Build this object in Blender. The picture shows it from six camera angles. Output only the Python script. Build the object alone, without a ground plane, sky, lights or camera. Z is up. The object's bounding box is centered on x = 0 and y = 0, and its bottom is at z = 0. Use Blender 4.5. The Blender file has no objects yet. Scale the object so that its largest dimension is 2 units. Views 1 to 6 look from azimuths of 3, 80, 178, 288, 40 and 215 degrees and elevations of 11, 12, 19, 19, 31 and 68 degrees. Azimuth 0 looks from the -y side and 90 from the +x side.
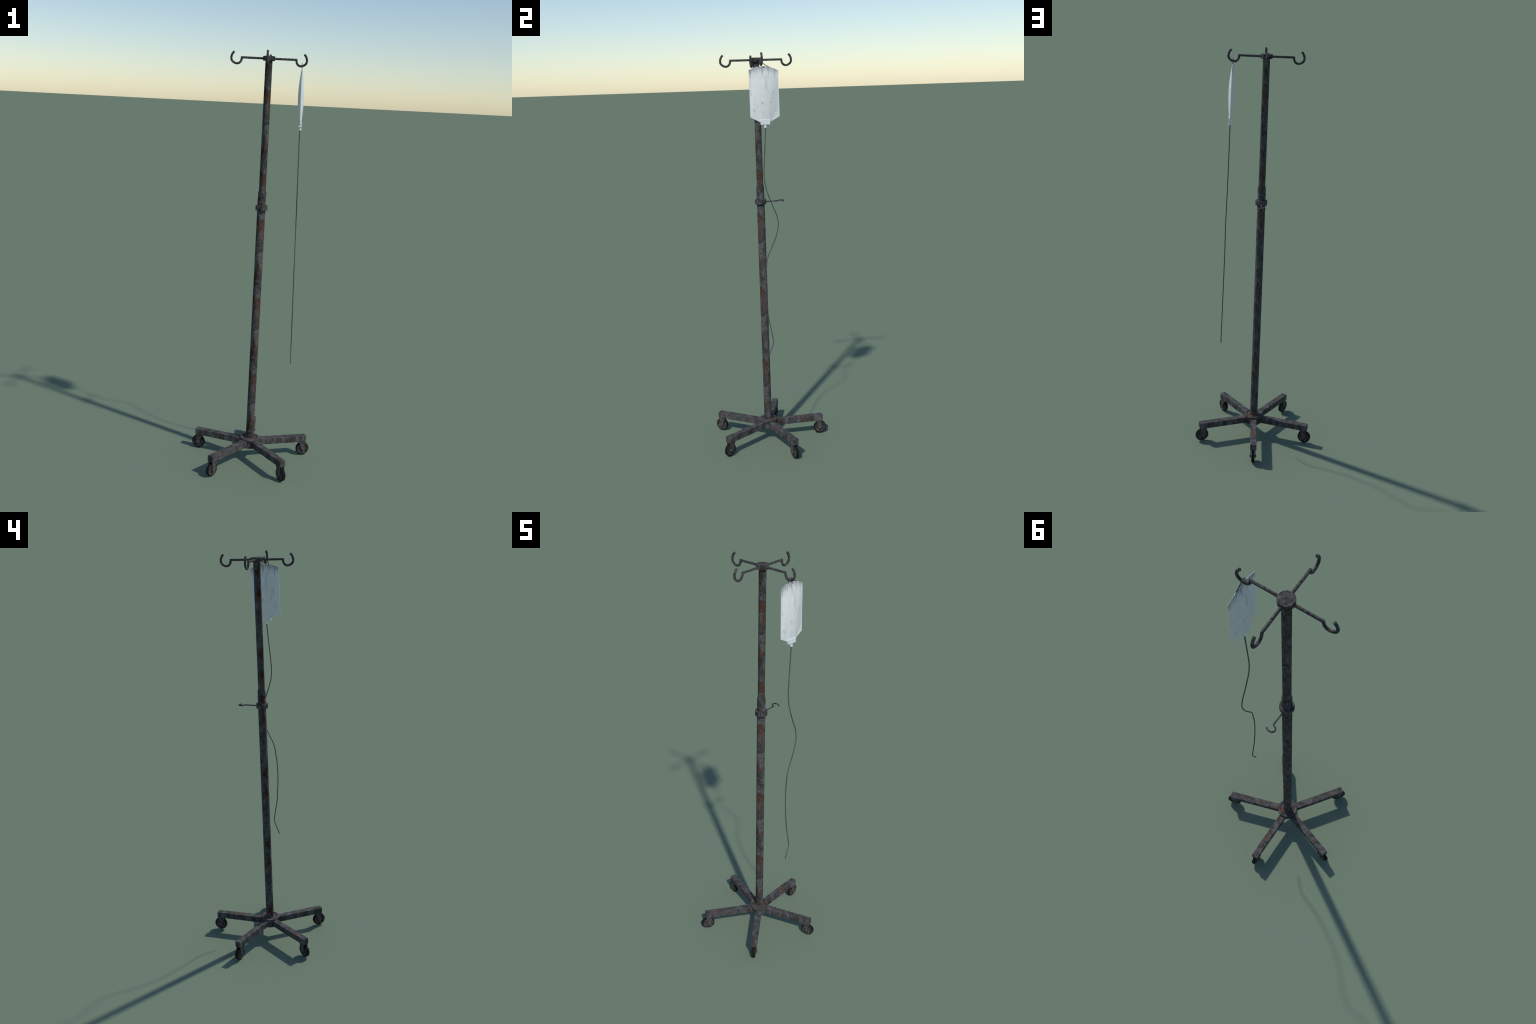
"""Old hospital drip stand: five-legged castor base, telescopic rusty pole with a
clamp hook, four-armed hanger on top; a grimy white drip bag with a thin hose
hangs by a wire loop from one of the hooks."""
import bpy, bmesh, math
from mathutils import Vector, Matrix

AXIS = Vector((0.0, -0.028, 0.0))          # pole axis on the ground


# ------------------------------------------------------------------ meshes
def make_mesh(name, verts, faces, sharp=35):
    me = bpy.data.meshes.new(name)
    me.from_pydata([tuple(v) for v in verts], [], faces)
    me.validate()
    me.polygons.foreach_set("use_smooth", [True] * len(me.polygons))
    me.set_sharp_from_angle(angle=math.radians(sharp))
    me.update()
    return me


def lathe(name, profile, segs=32, axis="Z", sharp=35):
    """Revolve (radius, height) points; zero radius closes the end with a fan."""
    verts, faces, rings = [], [], []
    for r, h in profile:
        if r < 1e-6:
            rings.append([len(verts)])
            verts.append(Vector((0, 0, h)))
        else:
            ring = []
            for i in range(segs):
                a = math.tau * i / segs
                ring.append(len(verts))
                verts.append(Vector((r * math.cos(a), r * math.sin(a), h)))
            rings.append(ring)
    for a, b in zip(rings, rings[1:]):
        for i in range(segs):
            j = (i + 1) % segs
            if len(a) == 1 and len(b) > 1:
                faces.append((a[0], b[j], b[i]))
            elif len(b) == 1 and len(a) > 1:
                faces.append((a[i], a[j], b[0]))
            elif len(a) > 1:
                faces.append((a[i], a[j], b[j], b[i]))
    if axis == "Y":
        verts = [Vector((v.x, -v.z, v.y)) for v in verts]
    return make_mesh(name, verts, faces, sharp)


def smooth_path(points, steps=4):
    """Catmull-Rom spline through control points."""
    p = [Vector(q) for q in points]
    p = [2 * p[0] - p[1]] + p + [2 * p[-1] - p[-2]]
    out = []
    for i in range(1, len(p) - 2):
        for k in range(steps):
            t = k / steps
            a, b, c, d = p[i - 1], p[i], p[i + 1], p[i + 2]
            out.append(0.5 * ((2 * b) + (c - a) * t + (2 * a - 5 * b + 4 * c - d) * t * t
                              + (3 * b - a - 3 * c + d) * t ** 3))
    out.append(p[-2])
    return out


def rod(name, path, radius, segs=12, sharp=50):
    """Sweep a round section along a path with mitred bends and capped ends."""
    pts = [Vector(q) for q in path]
    n = len(pts)
    dirs = [(pts[i + 1] - pts[i]).normalized() for i in range(n - 1)]
    ref = Vector((0, 0, 1)) if abs(dirs[0].z) < 0.9 else Vector((0, 1, 0))
    side = dirs[0].cross(ref).normalized()
    verts, faces = [], []
    for i in range(n):
        d0, d1 = dirs[max(0, i - 1)], dirs[min(n - 2, i)]
        if i > 0:
            side = d0.rotation_difference(d1) @ side if i < n - 1 else side
        t = (d0 + d1).normalized()
        # circle perpendicular to the incoming piece, projected on the mitre plane
        s_in = (d1.rotation_difference(d0) @ side).normalized()
        u_in = d0.cross(s_in).normalized()
        for k in range(segs):
            a = math.tau * k / segs
            off = radius * (math.cos(a) * s_in + math.sin(a) * u_in)
            off = off - d0 * (off.dot(t) / max(0.35, d0.dot(t)))
            verts.append(pts[i] + off)
    for i in range(n - 1):
        for k in range(segs):
            j = (k + 1) % segs
            faces.append((i * segs + k, i * segs + j, (i + 1) * segs + j, (i + 1) * segs + k))
    faces.append(tuple(reversed(range(segs))))
    faces.append(tuple(range((n - 1) * segs, n * segs)))
    return make_mesh(name, verts, faces, sharp)


def beam(name, x0, x1, half_w, z0, z1, bevel):
    """Square tube along +x with chamfered edges."""
    w, b = half_w, bevel
    sec = [(-w + b, z0), (w - b, z0), (w, z0 + b), (w, z1 - b), (w - b, z1), (-w + b, z1), (-w, z1 - b), (-w, z0 + b)]
    cy, cz = 0.0, (z0 + z1) / 2
    k = 1 - b / w
    rows = [(x0, 1.0), (x1 - b, 1.0), (x1, k)]
    verts = [Vector((x, cy + (y - cy) * s, cz + (z - cz) * s)) for x, s in rows for y, z in sec]
    faces, n = [], 8
    for i in range(len(rows) - 1):
        for j in range(n):
            q = (j + 1) % n
            faces.append((i * n + j, (i + 1) * n + j, (i + 1) * n + q, i * n + q))
    faces.append(tuple(range(n)))
    faces.append(tuple(reversed(range((len(rows) - 1) * n, len(rows) * n))))
    return make_mesh(name, verts, faces, 30)


def slab(name, outline, y0, y1):
    """Extrude an x-z outline between two y planes."""
    n = len(outline)
    verts = [Vector((x, y, z)) for y in (y0, y1) for x, z in outline]
    faces = [tuple(range(n)), tuple(reversed(range(n, 2 * n)))]
    faces += [(i, i + n, (i + 1) % n + n, (i + 1) % n) for i in range(n)]
    return verts, faces


def join_parts(name, parts, sharp=35):
    verts, faces = [], []
    for v, f in parts:
        b = len(verts)
        verts += v
        faces += [tuple(i + b for i in q) for q in f]
    return make_mesh(name, verts, faces, sharp)


def put(mesh, name, parent, material, location=(0, 0, 0), turn=0.0):
    o = bpy.data.objects.new(name, mesh)
    if not mesh.materials:
        mesh.materials.append(material)
    o.location = location
    o.rotation_euler = (0, 0, turn)
    o.parent = parent
    bpy.context.scene.collection.objects.link(o)
    return o


def anchor(name, location, label, category):
    o = bpy.data.objects.new(name, None)
    o.empty_display_size = 0.1
    o.location = location
    o["label"], o["category"] = label, category
    bpy.context.scene.collection.objects.link(o)
    return o


# --------------------------------------------------------------- materials
class Nodes:
    def __init__(self, name):
        self.mat = bpy.data.materials.new(name)
        self.mat.use_nodes = True
        self.t = self.mat.node_tree
        self.bsdf = self.t.nodes["Principled BSDF"]
        self.object = self.t.nodes.new("ShaderNodeTexCoord").outputs["Object"]

    def link(self, value, socket):
        if isinstance(value, bpy.types.NodeSocket):
            self.t.links.new(value, socket)
        else:
            socket.default_value = value

    def math(self, op, a, b=0.0, clamp=False):
        n = self.t.nodes.new("ShaderNodeMath")
        n.operation, n.use_clamp = op, clamp
        self.link(a, n.inputs[0])
        self.link(b, n.inputs[1])
        return n.outputs[0]

    def vec(self, op, a, b=(0, 0, 0)):
        n = self.t.nodes.new("ShaderNodeVectorMath")
        n.operation = op
        self.link(a, n.inputs[0])
        self.link(b, n.inputs[1])
        return n.outputs["Value" if op in ("LENGTH", "DOT_PRODUCT", "DISTANCE") else "Vector"]

    def split(self, v):
        n = self.t.nodes.new("ShaderNodeSeparateXYZ")
        self.link(v, n.inputs[0])
        return n.outputs

    def join(self, x, y, z):
        n = self.t.nodes.new("ShaderNodeCombineXYZ")
        for s, v in zip(n.inputs, (x, y, z)):
            self.link(v, s)
        return n.outputs[0]

    def noise(self, v, stretch, offset=(0, 0, 0), detail=3.0, rough=0.6):
        p = self.vec("ADD", self.vec("MULTIPLY", v, stretch), offset)
        n = self.t.nodes.new("ShaderNodeTexNoise")
        n.inputs["Scale"].default_value = 1.0
        n.inputs["Detail"].default_value = detail
        n.inputs["Roughness"].default_value = rough
        self.link(p, n.inputs["Vector"])
        return n.outputs["Fac"]

    def band(self, v, lo, hi, a=0.0, b=1.0):
        n = self.t.nodes.new("ShaderNodeMapRange")
        n.interpolation_type = "SMOOTHSTEP"
        self.link(v, n.inputs["Value"])
        for k, q in zip(("From Min", "From Max", "To Min", "To Max"), (lo, hi, a, b)):
            n.inputs[k].default_value = q
        return n.outputs["Result"]

    def ramp(self, v, stops):
        n = self.t.nodes.new("ShaderNodeValToRGB")
        e = n.color_ramp.elements
        while len(e) < len(stops):
            e.new(0.5)
        for s, (p, c) in zip(e, stops):
            s.position, s.color = p, (*c, 1)
        self.link(v, n.inputs[0])
        return n.outputs["Color"]

    def mix(self, f, a, b):
        n = self.t.nodes.new("ShaderNodeMix")
        n.data_type = "RGBA"
        for key, v in (("Factor", f), ("A", a), ("B", b)):
            s = [q for q in n.inputs if q.name == key and q.type == ("VALUE" if key == "Factor" else "RGBA")][0]
            self.link((*v, 1) if isinstance(v, tuple) else v, s)
        return [q for q in n.outputs if q.type == "RGBA"][0]

    def finish(self, colour, rough=0.7, spec=0.3, height=None, bump=0.2, dist=0.001):
        self.link((*colour, 1) if isinstance(colour, tuple) else colour, self.bsdf.inputs["Base Color"])
        self.link(rough, self.bsdf.inputs["Roughness"])
        self.bsdf.inputs["Specular IOR Level"].default_value = spec
        if height is not None:
            n = self.t.nodes.new("ShaderNodeBump")
            n.inputs["Strength"].default_value, n.inputs["Distance"].default_value = bump, dist
            self.link(height, n.inputs["Height"])
            self.t.links.new(n.outputs[0], self.bsdf.inputs["Normal"])
        return self.mat


DARK, MID, PALE = (0.019, 0.0185, 0.018), (0.056, 0.055, 0.054), (0.135, 0.135, 0.138)
RUST, RUST_DEEP = (0.165, 0.053, 0.025), (0.060, 0.017, 0.010)
BROWN_DARK, BROWN = (0.040, 0.021, 0.015), (0.105, 0.049, 0.031)


def worn_metal(name, grain, blotch, rust_scale, rust_level, seed, period=None, stains=(), tone=0.0, wash=0.5, rust_ring=None, patch=None):
    """Blackened steel: fine grain, cloudy pale wear, rust specks with a brown wash
    around them, and placed stains.
    period: the finish repeats along z every so many metres (with a faint joint)."""
    n = Nodes(name)
    p = n.object
    if period:
        s = n.split(p)
        p = n.join(s[0], s[1], n.math("MODULO", n.math("ADD", s[2], period * 8), period))
    if patch:                                         # every copy gets its own stretch of the finish
        info = n.t.nodes.new("ShaderNodeObjectInfo").outputs["Random"]
        p = n.vec("ADD", p, n.vec("MULTIPLY", (3.0, 5.0, 0.0), n.join(info, info, info)))
    off = (seed * 3.7, seed * 1.9, seed * 5.3)
    fine = n.noise(p, grain, off, 3.0, 0.62)
    cloud = n.noise(p, blotch, off, 2.0, 0.5)
    v = n.math("ADD", n.math("MULTIPLY", fine, 1.2), n.math("MULTIPLY", cloud, 0.9))
    v = n.math("ADD", v, tone - 0.55)
    base = n.ramp(v, [(0.26, DARK), (0.52, MID), (0.86, PALE)])
    # rust specks where a second grain is strong
    r = n.noise(p, rust_scale, (off[1] + 11, off[2], off[0]), 4.0, 0.62)
    speck = n.band(r, rust_level, rust_level + 0.05)
    tint = n.band(fine, 0.34, 0.64)
    rust = n.mix(tint, RUST_DEEP, RUST)
    brown = n.mix(tint, BROWN_DARK, BROWN)
    col = n.mix(n.math("MULTIPLY", n.band(r, rust_level - 0.13, rust_level), wash), base, brown)
    col = n.mix(n.math("MULTIPLY", speck, 0.85), col, rust)
    if patch:
        big = n.math("ADD", n.noise(p, (26, 26, 20), off, 2.0, 0.5), n.math("MULTIPLY", n.math("SUBTRACT", fine, 0.5), 0.5))
        col = n.mix(n.math("MULTIPLY", n.band(big, patch, patch + 0.14), 0.7), col, n.mix(tint, BROWN, RUST))
    if rust_ring:                                     # rust collected in the dish round the pole
        s = n.split(p)
        rad = n.vec("LENGTH", n.join(s[0], s[1], 0.0))
        rad = n.math("ADD", rad, n.math("MULTIPLY", n.math("SUBTRACT", r, 0.5), 0.03))
        col = n.mix(n.math("MULTIPLY", n.band(rad, rust_ring[1], rust_ring[0]), 0.45), col, n.mix(tint, BROWN_DARK, RUST))
    if stains:
        wob = n.math("SUBTRACT", n.noise(p, (150, 150, 75), off, 4.0, 0.7), 0.5)
        for centre, size, kind in stains:
            d = n.vec("LENGTH", n.vec("DIVIDE", n.vec("SUBTRACT", p, centre), size))
            d = n.math("ADD", d, n.math("MULTIPLY", wob, 2.0))
            if kind == "brown":
                m = n.math("MULTIPLY", n.band(d, 1.35, 0.35), 0.85)
                col = n.mix(m, col, brown)
            elif kind == "pale":
                m = n.math("MULTIPLY", n.band(d, 1.2, 0.3), 0.6)
                col = n.mix(m, col, n.mix(tint, (0.055, 0.056, 0.058), (0.15, 0.15, 0.154)))
            elif kind == "deep":
                col = n.mix(n.math("MULTIPLY", n.band(d, 1.1, 0.6), 0.9), col, n.mix(tint, (0.026, 0.009, 0.006), RUST_DEEP))
            else:
                col = n.mix(n.math("MULTIPLY", n.band(d, 1.1, 0.6), 0.9), col, n.mix(tint, (0.075, 0.026, 0.014), RUST))
    return n.finish(col, 0.75, 0.15, fine, 0.25, 0.0008)


# stains on one repeat of the pole finish (z counted from the lower joint, metres);
# x, y on the pole's skin, front is -y
PERIOD = 0.3855
POLE_STAINS = [
    ((0.010, -0.016, 0.3050), (0.007, 0.009, 0.026), "orange"),
    ((0.004, -0.019, 0.2810), (0.005, 0.006, 0.012), "orange"),
    ((0.013, -0.014, 0.3520), (0.003, 0.006, 0.014), "orange"),
    ((-0.010, -0.016, 0.2585), (0.009, 0.010, 0.021), "deep"),
    ((-0.013, -0.013, 0.2330), (0.006, 0.009, 0.018), "deep"),
    ((0.000, -0.019, 0.2310), (0.006, 0.007, 0.009), "deep"),
    ((0.004, -0.018, 0.1830), (0.005, 0.006, 0.007), "deep"),
    ((0.004, -0.012, 0.1290), (0.019, 0.017, 0.033), "brown"),
    ((0.016, -0.008, 0.1050), (0.006, 0.012, 0.050), "brown"),
    ((0.016, 0.002, 0.1250), (0.004, 0.005, 0.016), "orange"),
    ((0.001, -0.019, 0.0650), (0.005, 0.006, 0.012), "orange"),
    ((0.014, -0.012, 0.0520), (0.004, 0.008, 0.045), "brown"),
    ((0.017, 0.008, 0.0440), (0.003, 0.004, 0.010), "orange"),
    ((0.014, 0.012, 0.0640), (0.003, 0.004, 0.012), "deep"),
    ((-0.016, -0.009, 0.1350), (0.007, 0.012, 0.036), "brown"),
    ((-0.014, -0.012, 0.1500), (0.007, 0.010, 0.026), "deep"),
    ((-0.018, -0.003, 0.2450), (0.007, 0.009, 0.016), "deep"),
    ((-0.018, 0.002, 0.0600), (0.004, 0.005, 0.008), "deep"),
    ((0.004, 0.019, 0.1750), (0.005, 0.006, 0.012), "deep"),
    ((0.008, 0.017, 0.1400), (0.006, 0.006, 0.030), "brown"),
    ((-0.006, 0.018, 0.1000), (0.010, 0.006, 0.020), "brown"),
    ((0.012, -0.012, 0.3250), (0.012, 0.012, 0.028), "pale"),
    ((0.006, -0.016, 0.1660), (0.009, 0.010, 0.012), "pale"),
    ((0.002, -0.006, 0.3660), (0.024, 0.018, 0.018), "pale"),
]


def bag_plastic():
    """White film: grey run-down streaks below the top seam, black mould specks."""
    n = Nodes("grimy_white_plastic")
    x, y, z = n.split(n.object)
    side = n.math("SIGN", n.math("ADD", x, n.math("MULTIPLY", z, 0.0195)))
    u = n.math("MULTIPLY", y, side)                       # same print on both faces
    q = n.join(u, 0.0, z)
    run = n.noise(q, (260, 1, 9), (4, 0, 2), 3.0, 0.65)
    run2 = n.noise(q, (300, 1, 34), (1, 0, 7), 3.0, 0.6)
    mott = n.noise(q, (55, 1, 40), (6, 0, 1), 4.0, 0.65)
    # runs from the top seam: how far each column reaches down is its own noise
    column = n.noise(n.join(u, 0.0, 0.0), (300, 1, 1), (7, 0, 0), 3.0, 0.75)
    broad = n.noise(n.join(u, 0.0, 0.0), (70, 1, 1), (2, 0, 0), 1.0, 0.5)
    reach = n.band(n.math("ADD", n.math("MULTIPLY", column, 0.65), n.math("MULTIPLY", broad, 0.35)), 0.38, 0.66, 0.006, 0.080)
    bow = n.math("MULTIPLY", n.math("MULTIPLY", u, u), 3.2)
    below = n.math("SUBTRACT", n.math("SUBTRACT", 0.262, bow), z)
    tail = n.math("DIVIDE", below, reach)
    streak = n.math("MULTIPLY", n.band(tail, 1.05, 0.15), n.band(run, 0.30, 0.58, 0.18, 1.0))
    faint = n.math("MULTIPLY", n.band(run2, 0.54, 0.74), 0.11)
    grey = n.math("ADD", n.math("MULTIPLY", streak, 0.88), faint, True)
    # one long soft run below the middle of the seam
    d = n.vec("LENGTH", n.vec("DIVIDE", n.vec("SUBTRACT", q, (0.012, 0, 0.185)), (0.015, 1, 0.060)))
    grey = n.math("ADD", grey, n.math("MULTIPLY", n.band(d, 1.1, 0.2), n.band(run, 0.42, 0.66, 0.04, 0.34)), True)
    base = n.mix(n.band(mott, 0.30, 0.72), (0.72, 0.735, 0.73), (0.80, 0.81, 0.80))
    col = n.mix(grey, base, (0.24, 0.24, 0.245))
    # mould specks: small drawn-out spots in clusters
    place = 0.0
    wob = n.math("MULTIPLY", n.math("SUBTRACT", run2, 0.5), 0.8)
    for (cu, cz), (su, sz), w in (((0.034, 0.125), (0.024, 0.045), 1.0), ((0.049, 0.070), (0.014, 0.040), 0.9),
                                  ((-0.052, 0.062), (0.016, 0.018), 0.9), ((-0.064, 0.150), (0.006, 0.060), 1.1),
                                  ((-0.012, 0.092), (0.008, 0.014), 1.2), ((0.0, 0.10), (0.085, 0.14), 0.40)):
        d = n.vec("LENGTH", n.vec("DIVIDE", n.vec("SUBTRACT", q, (cu, 0, cz)), (su, 1, sz)))
        place = n.math("MAXIMUM", place, n.math("MULTIPLY", n.band(n.math("ADD", d, wob), 1.25, 0.35), w))
    cells = n.t.nodes.new("ShaderNodeTexVoronoi")
    cells.inputs["Scale"].default_value = 1.0
    warp = n.math("MULTIPLY", n.math("SUBTRACT", n.noise(q, (420, 1, 420), (3, 0, 3), 2.0, 0.6), 0.5), 0.7)
    n.link(n.join(n.math("ADD", n.math("MULTIPLY", u, 205.0), warp), 0.0, n.math("ADD", n.math("MULTIPLY", z, 112.0), warp)), cells.inputs["Vector"])
    lot = n.split(cells.outputs["Color"])
    size = n.math("MULTIPLY", n.math("MULTIPLY", place, n.band(lot[0], 0.12, 0.75, 0.0, 0.46)), n.band(lot[1], 0.0, 1.0, 0.5, 1.0))
    m = n.band(n.math("SUBTRACT", cells.outputs["Distance"], size), 0.04, -0.10)
    m = n.math("MULTIPLY", m, n.band(lot[2], 0.0, 1.0, 0.45, 0.85))
    grit = n.noise(q, (235, 1, 125), (9, 0, 3), 2.0, 0.5)
    m = n.math("MAXIMUM", m, n.math("MULTIPLY", n.band(n.math("ADD", grit, n.math("MULTIPLY", place, 0.225)), 0.755, 0.86), 0.68))
    col = n.mix(m, col, (0.12, 0.12, 0.125))
    return n.finish(col, 0.5, 0.25, run, 0.06, 0.001)


def plain(name, a, b, scale, rough=0.6, spec=0.3):
    n = Nodes(name)
    f = n.noise(n.object, scale, (2, 5, 1), 3.0, 0.6)
    return n.finish(n.mix(n.band(f, 0.3, 0.7), a, b), rough, spec, f, 0.1, 0.0005)


POLE = worn_metal("rusty_pole_steel", (235, 235, 150), (34, 34, 24), (80, 80, 48), 0.665, 1, PERIOD, POLE_STAINS, tone=0.03, wash=0.35)
LEG = worn_metal("rusty_leg_steel", (225, 225, 36), (38, 38, 14), (62, 62, 24), 0.635, 2, tone=0.09, wash=0.42, patch=0.63)
HUB = worn_metal("rusty_hub_steel", (40, 40, 300), (30, 30, 30), (30, 30, 130), 0.60, 3, tone=0.08, wash=0.4, rust_ring=(0.019, 0.031))
RING = worn_metal("rusty_collar_steel", (170, 170, 45), (60, 60, 25), (80, 80, 24), 0.655, 4, tone=0.03, wash=0.3)
ARM = worn_metal("rusty_hook_steel", (130, 130, 130), (95, 95, 95), (75, 75, 75), 0.655, 5, tone=0.02, wash=0.4)
WHEEL = worn_metal("rusty_caster_steel", (150, 150, 100), (60, 60, 60), (85, 85, 60), 0.63, 6, tone=0.07, wash=0.75)
TYRE = plain("black_rubber", (0.006, 0.006, 0.006), (0.022, 0.021, 0.021), (260, 260, 260), 0.85, 0.1)
HOSE = plain("dull_grey_hose", (0.060, 0.060, 0.063), (0.105, 0.104, 0.110), (30, 30, 30), 0.6, 0.25)
WIRE = plain("dark_wire", (0.035, 0.033, 0.034), (0.085, 0.080, 0.082), (60, 60, 60), 0.6, 0.3)
FILM = bag_plastic()
VALVE = plain("white_valve_plastic", (0.72, 0.735, 0.74), (0.80, 0.81, 0.81), (260, 260, 40), 0.45, 0.3)


# ------------------------------------------------------------------- stand
stand = anchor("drip_stand", AXIS, "tall rusty hospital drip stand on five casters with four hooks", "drip stand")

# each tube's origin sits at a joint of its repeating finish
def tube(name, joint, lean, profile):
    return put(lathe(name, [(r, z - joint) for r, z in profile], 24), name, stand, POLE, (*lean, joint))


tube("lower_pole", 0.2951, (-0.0005, 0.0003), [(0.0, 0.075), (0.0197, 0.075), (0.0197, 1.3235), (0.0182, 1.3258), (0.0, 1.3258)])
tube("upper_pole", 1.6690, (0.0, -0.0003), [(0.0, 1.30), (0.0165, 1.30), (0.0165, 1.9625), (0.0, 1.9625)])
put(lathe("collar", [(0.0166, 1.3266), (0.0188, 1.3266), (0.0197, 1.3276), (0.0197, 1.3520), (0.0180, 1.3542), (0.0166, 1.3542)], 24), "collar", stand, RING)

clamp = put(lathe("clamp", [(0.0200, 1.2644), (0.0264, 1.2644), (0.0283, 1.2652), (0.0289, 1.2674), (0.0289, 1.2858),
                            (0.0283, 1.2880), (0.0264, 1.2889), (0.0199, 1.2889)], 32), "clamp", stand, RING)
# small hook lying flat: out along +y, sharp bend, then three quarters of a ring
curl = [(0.0012, 0.0883, 1.2762)] + smooth_path(
    [(-0.0070, 0.0920, 1.2762), (-0.0148, 0.0978, 1.2766), (-0.0170, 0.1050, 1.2767), (-0.0146, 0.1122, 1.2768),
     (-0.0090, 0.1162, 1.2768), (-0.0010, 0.1176, 1.2766), (0.0076, 0.1158, 1.2760), (0.0136, 0.1124, 1.2754), (0.0174, 0.1096, 1.2750)], 3)
put(rod("clamp_hook", [(0.0, 0.024, 1.2755)] + curl, 0.0032, 10), "clamp_hook", clamp, ARM)

cap = put(lathe("top_cap", [(0.0, 1.9612), (0.0268, 1.9610), (0.0284, 1.9624), (0.0284, 1.9805), (0.0270, 1.9818), (0.0, 1.9818)], 32), "top_cap", stand, RING)
hook_path = [(0.022, 0, 1.9708), (0.1258, 0, 1.9708)] + smooth_path(
    [(0.1270, 0, 1.9634), (0.1287, 0, 1.9562), (0.1330, 0, 1.9497), (0.1393, 0, 1.9450), (0.1475, 0, 1.9429), (0.1558, 0, 1.9441),
     (0.1636, 0, 1.9481), (0.1697, 0, 1.9529), (0.1735, 0, 1.9594), (0.1748, 0, 1.9662), (0.1741, 0, 1.9738), (0.1721, 0, 1.9815),
     (0.1682, 0, 1.9889), (0.1618, 0, 1.9966)], 3)
arm_mesh = rod("hanger_arm", hook_path, 0.0053, 14)
for k in range(4):
    put(arm_mesh, "hanger_arm", stand, ARM, turn=k * math.pi / 2)

# dished flange over a ribbed drum
hub_profile = [(0.0, 0.0640), (0.0390, 0.0640), (0.0414, 0.0660), (0.0414, 0.0745), (0.0407, 0.0752), (0.0414, 0.0759), (0.0414, 0.0850),
               (0.0407, 0.0857), (0.0414, 0.0864), (0.0414, 0.0965), (0.0440, 0.1010), (0.0470, 0.1048), (0.0482, 0.1080), (0.0480, 0.1110),
               (0.0468, 0.1138), (0.0440, 0.1155), (0.0405, 0.1157), (0.0375, 0.1142), (0.0350, 0.1124), (0.0310, 0.1116), (0.0270, 0.1122),
               (0.0215, 0.1126), (0.0185, 0.1126)]
put(lathe("hub", hub_profile, 40), "hub", stand, HUB)

leg_mesh = beam("leg", 0.030, 0.2962, 0.0158, 0.0730, 0.1050, 0.0016)

# castor parts, x pointing outward along the leg, wheel axle along y
R_WHEEL, X_WHEEL = 0.0334, 0.2820
tongue = [(X_WHEEL - 0.0235, 0.0742), (X_WHEEL - 0.0215, 0.0640), (X_WHEEL - 0.0150, 0.0560), (X_WHEEL - 0.0108, 0.0440)]
tongue += [(X_WHEEL + 0.0110 * math.cos(a), R_WHEEL + 0.0110 * math.sin(a)) for a in [math.radians(d) for d in range(190, 361, 19)]]
tongue += [(X_WHEEL + 0.0108, 0.0440), (X_WHEEL + 0.0100, 0.0560), (X_WHEEL + 0.0090, 0.0640), (X_WHEEL + 0.0085, 0.0742)]
stem = slab("stem", [(X_WHEEL - 0.020, 0.0685), (X_WHEEL + 0.006, 0.0685), (X_WHEEL + 0.006, 0.0745), (X_WHEEL - 0.020, 0.0745)], -0.0085, 0.0085)
fork_mesh = join_parts("caster_fork", [slab("a", tongue, 0.0106, 0.0134), slab("b", tongue, -0.0134, -0.0106), stem])
tyre_mesh = lathe("tyre", [(0.0274, -0.0074), (0.0314, -0.0074), (0.0334, -0.0054), (0.0334, 0.0054), (0.0314, 0.0074), (0.0274, 0.0074), (0.0274, -0.0074)], 40, "Y")
rim_mesh = lathe("wheel_rim", [(0.0, -0.0082), (0.0100, -0.0082), (0.0112, -0.0070), (0.0125, -0.0045), (0.0205, -0.0045), (0.0228, -0.0078),
                               (0.0262, -0.0082), (0.0276, -0.0070), (0.0276, 0.0070), (0.0262, 0.0082), (0.0228, 0.0078), (0.0205, 0.0045),
                               (0.0125, 0.0045), (0.0112, 0.0070), (0.0100, 0.0082), (0.0, 0.0082)], 36, "Y")
axle_mesh = lathe("axle_bolt", [(0.0, -0.0172), (0.0042, -0.0170), (0.0074, -0.0152), (0.0076, -0.0128), (0.0030, -0.0128), (0.0030, 0.0128),
                                (0.0076, 0.0128), (0.0074, 0.0152), (0.0042, 0.0170), (0.0, 0.0172)], 12, "Y")
for k in range(5):
    turn = math.radians(90 + 72 * k)
    put(leg_mesh, "leg", stand, LEG, turn=turn)
    fork = put(fork_mesh, "caster", stand, WHEEL, turn=turn)
    spot = (X_WHEEL, 0, R_WHEEL)
    put(tyre_mesh, "tyre", fork, TYRE, spot)
    put(rim_mesh, "wheel_rim", fork, WHEEL, spot)
    put(axle_mesh, "axle_bolt", fork, WHEEL, spot)


# --------------------------------------------------------------------- bag
# local frame: origin at the middle of the bag's bottom seam, x toward the outside
BAG = Vector((0.1592, -0.0187, 1.6740))
LEAN = 0.0195                                   # hangs slightly out of plumb
bag_root = anchor("drip_bag", BAG, "dirty white plastic drip bag with long thin hose", "drip bag")


def interp(table, t):
    for (a, va), (b, vb) in zip(table, table[1:]):
        if t <= b:
            return va + (vb - va) * (t - a) / (b - a)
    return table[-1][1]


def world_to_bag(p):
    return Vector(p) - BAG


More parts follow.
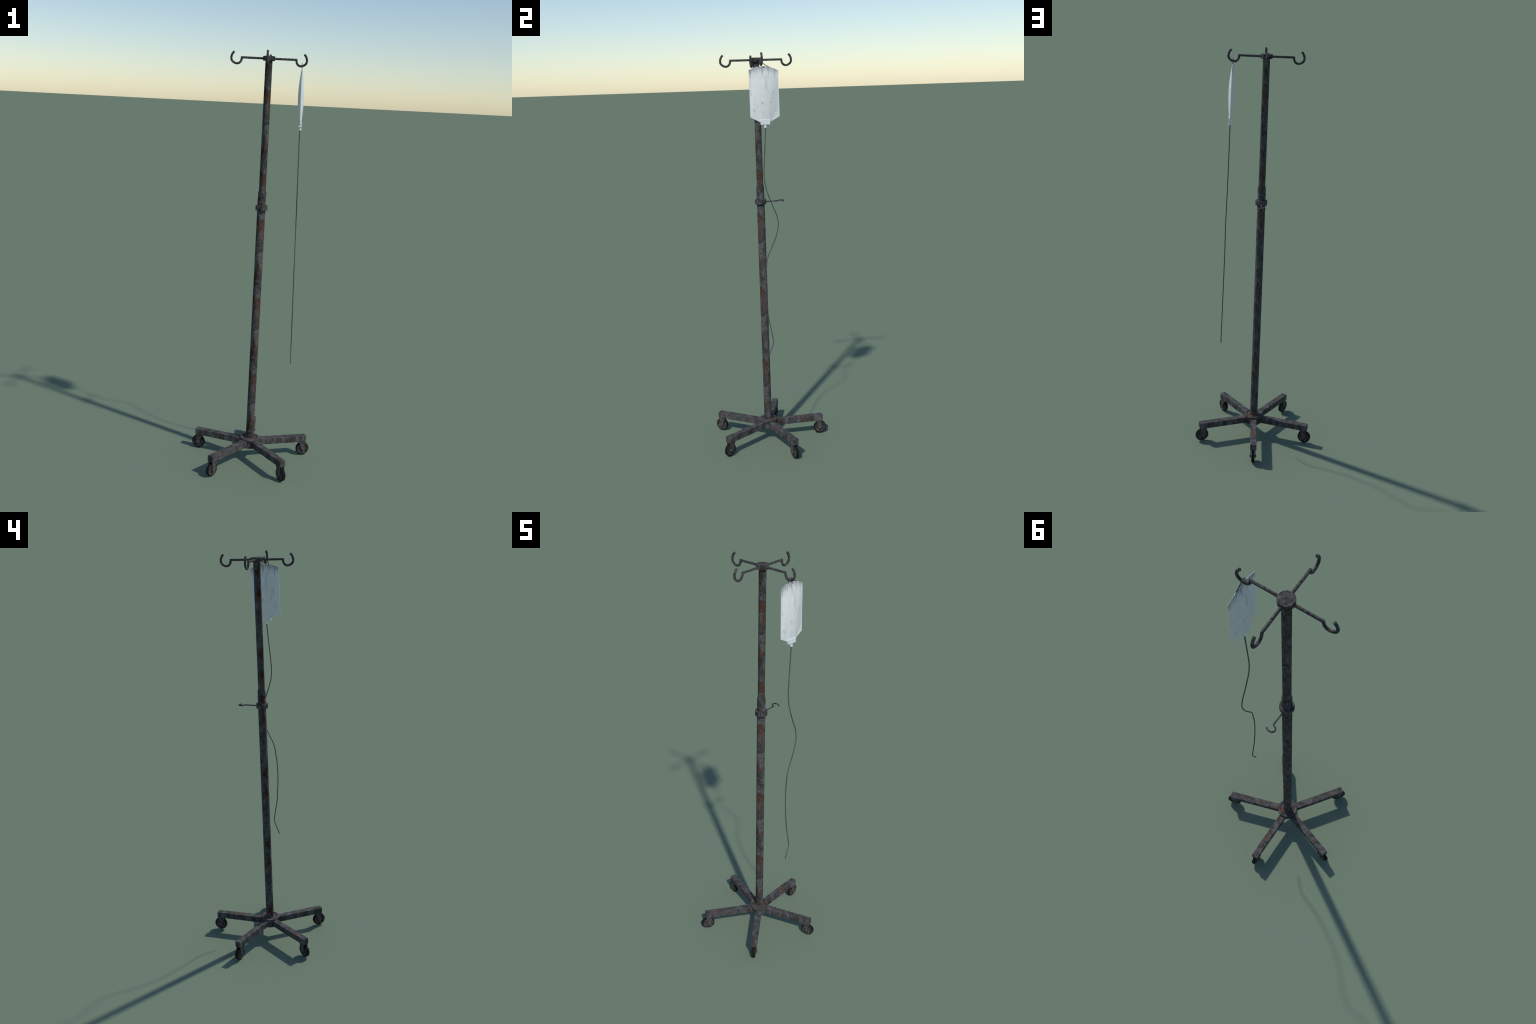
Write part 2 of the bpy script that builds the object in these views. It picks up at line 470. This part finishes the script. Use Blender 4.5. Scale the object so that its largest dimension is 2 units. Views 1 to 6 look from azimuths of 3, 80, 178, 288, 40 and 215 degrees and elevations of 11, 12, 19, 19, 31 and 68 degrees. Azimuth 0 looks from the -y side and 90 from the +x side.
def bag_mesh():
    top = [(-0.0703, 1.9207), (-0.0480, 1.9300), (-0.0373, 1.9340), (-0.0229, 1.9356), (0.0, 1.9361), (0.0158, 1.9352), (0.0317, 1.9322),
           (0.0550, 1.9226), (0.0706, 1.9156)]
    bottom = [(-0.0703, 1.7020), (-0.0238, 1.6780), (0.0238, 1.6780), (0.0706, 1.7030)]
    bulge = [(0.0, 0.0), (0.05, 0.0042), (0.14, 0.0122), (0.29, 0.0212), (0.38, 0.0248), (0.46, 0.0269), (0.55, 0.0274), (0.63, 0.0262),
             (0.745, 0.0230), (0.86, 0.0182), (0.95, 0.0128), (1.0, 0.0105)]
    nu, nv, verts, faces, grid = 40, 48, [], [], {}
    for sgn in (1, -1):
        for i in range(nu + 1):
            s = -1 + 2 * i / nu
            s = math.copysign(1 - (1 - abs(s)) ** 1.25, s)
            y = 0.0703 * s
            zt, zb = interp(top, y), interp(bottom, y)
            for j in range(nv + 1):
                v = j / nv
                z = zt + (zb - zt) * v
                edge = min(1.0, max(0.0, (abs(y) - 0.018) / 0.02))
                t = 0.47 * interp(bulge, v) * max(0.0, 1 - (abs(s) / 0.94) ** 2.4) * (1 - min(1.0, v / 0.97) ** 7 * edge)
                t += 0.0010
                x = sgn * t + 0.1541 + (1.936 - z) * 0.0205 - BAG.x
                grid[sgn, i, j] = len(verts)
                verts.append(Vector((x, y, z - BAG.z)))
    for i in range(nu):
        for j in range(nv):
            for sgn in (1, -1):
                q = (grid[sgn, i, j], grid[sgn, i, j + 1], grid[sgn, i + 1, j + 1], grid[sgn, i + 1, j])
                faces.append(q if sgn > 0 else tuple(reversed(q)))
    rim = [(i, 0) for i in range(nu)] + [(nu, j) for j in range(nv)] + [(i, nv) for i in range(nu, 0, -1)] + [(0, j) for j in range(nv, 0, -1)]
    for a, b in zip(rim, rim[1:] + rim[:1]):
        faces.append((grid[(1,) + a], grid[(1,) + b], grid[(-1,) + b], grid[(-1,) + a]))
    return make_mesh("bag", verts, faces, 40)


put(bag_mesh(), "bag", bag_root, FILM)


def block(name, cx, cy, z0, z1, hx, hy, b=0.0012):
    sec = [(-hx + b, -hy), (hx - b, -hy), (hx, -hy + b), (hx, hy - b), (hx - b, hy), (-hx + b, hy), (-hx, hy - b), (-hx, -hy + b)]
    rows = [(z0, 1 - b / hx), (z0 + b, 1.0), (z1 - b, 1.0), (z1, 1 - b / hx)]
    verts = [Vector((cx + x * s, cy + (math.copysign(abs(y) - (hx * (1 - s)), y)), z)) for z, s in rows for x, y in sec]
    faces = [tuple(reversed(range(8))), tuple(range(24, 32))]
    for i in range(3):
        faces += [(i * 8 + j, i * 8 + (j + 1) % 8, (i + 1) * 8 + (j + 1) % 8, (i + 1) * 8 + j) for j in range(8)]
    return make_mesh(name, verts, faces, 30)


clip = block("seal_clip", 0.0003, 0.0053, 1.6658 - BAG.z, 1.6900 - BAG.z, 0.0085, 0.0173, 0.0008)
clip_end = block("clip_end", 0.0003, -0.0175, 1.6658 - BAG.z, 1.6900 - BAG.z, 0.0085, 0.0053, 0.0008)
bm = bmesh.new()
for m in (clip, clip_end):
    bm.from_mesh(m)
bm.to_mesh(clip)
bm.free()
bpy.data.meshes.remove(clip_end)
put(clip, "seal_clip", bag_root, VALVE)
nozzle = lathe("nozzle", [(0.0, -0.024), (0.0050, -0.024), (0.0058, -0.0232), (0.0059, -0.0200), (0.0052, -0.0120), (0.0048, -0.0075), (0.0, -0.0075)], 20)
n_obj = put(nozzle, "nozzle", bag_root, VALVE, (0.0014, -0.0002, 0))
n_obj.scale = (1.18, 1.0, 1.0)

hose_yz = [(-0.0188, 1.6535), (-0.0194, 1.6300), (-0.0222, 1.5938), (-0.0284, 1.5142), (-0.0334, 1.4413), (-0.0325, 1.3971), (-0.0261, 1.3598),
           (-0.0100, 1.3106), (0.0052, 1.2688), (0.0205, 1.2305), (0.0276, 1.1925), (0.0250, 1.1622), (0.0165, 1.1327), (0.0076, 1.1075),
           (-0.0130, 1.0632), (-0.0297, 1.0262), (-0.0360, 0.9999), (-0.0393, 0.9695), (-0.0431, 0.9390), (-0.0456, 0.8968), (-0.0462, 0.8504),
           (-0.0441, 0.8035), (-0.0405, 0.7564), (-0.0364, 0.7090), (-0.0281, 0.6649), (-0.0199, 0.6207), (-0.0168, 0.5966), (-0.0199, 0.5770),
           (-0.0306, 0.5501), (-0.0380, 0.5308), (-0.0412, 0.5160)]
hose = smooth_path([world_to_bag((0.1601 + (1.6479 - z) * LEAN, y, z)) for y, z in hose_yz], 5)
put(rod("hose", hose, 0.0024, 10, 60), "hose", bag_root, HOSE)

loop = smooth_path([world_to_bag(p) for p in [
    (0.1545, -0.0435, 1.9320), (0.1541, -0.0420, 1.9355), (0.1538, -0.0385, 1.9450), (0.1534, -0.0350, 1.9525), (0.1532, -0.0300, 1.9558),
    (0.1533, -0.0240, 1.9530), (0.1536, -0.0140, 1.9452), (0.1539, -0.0030, 1.9385), (0.1540, 0.0072, 1.9324), (0.1545, 0.0100, 1.9305)]], 5)
put(rod("hanging_wire", loop, 0.0017, 8, 60), "hanging_wire", bag_root, WIRE)
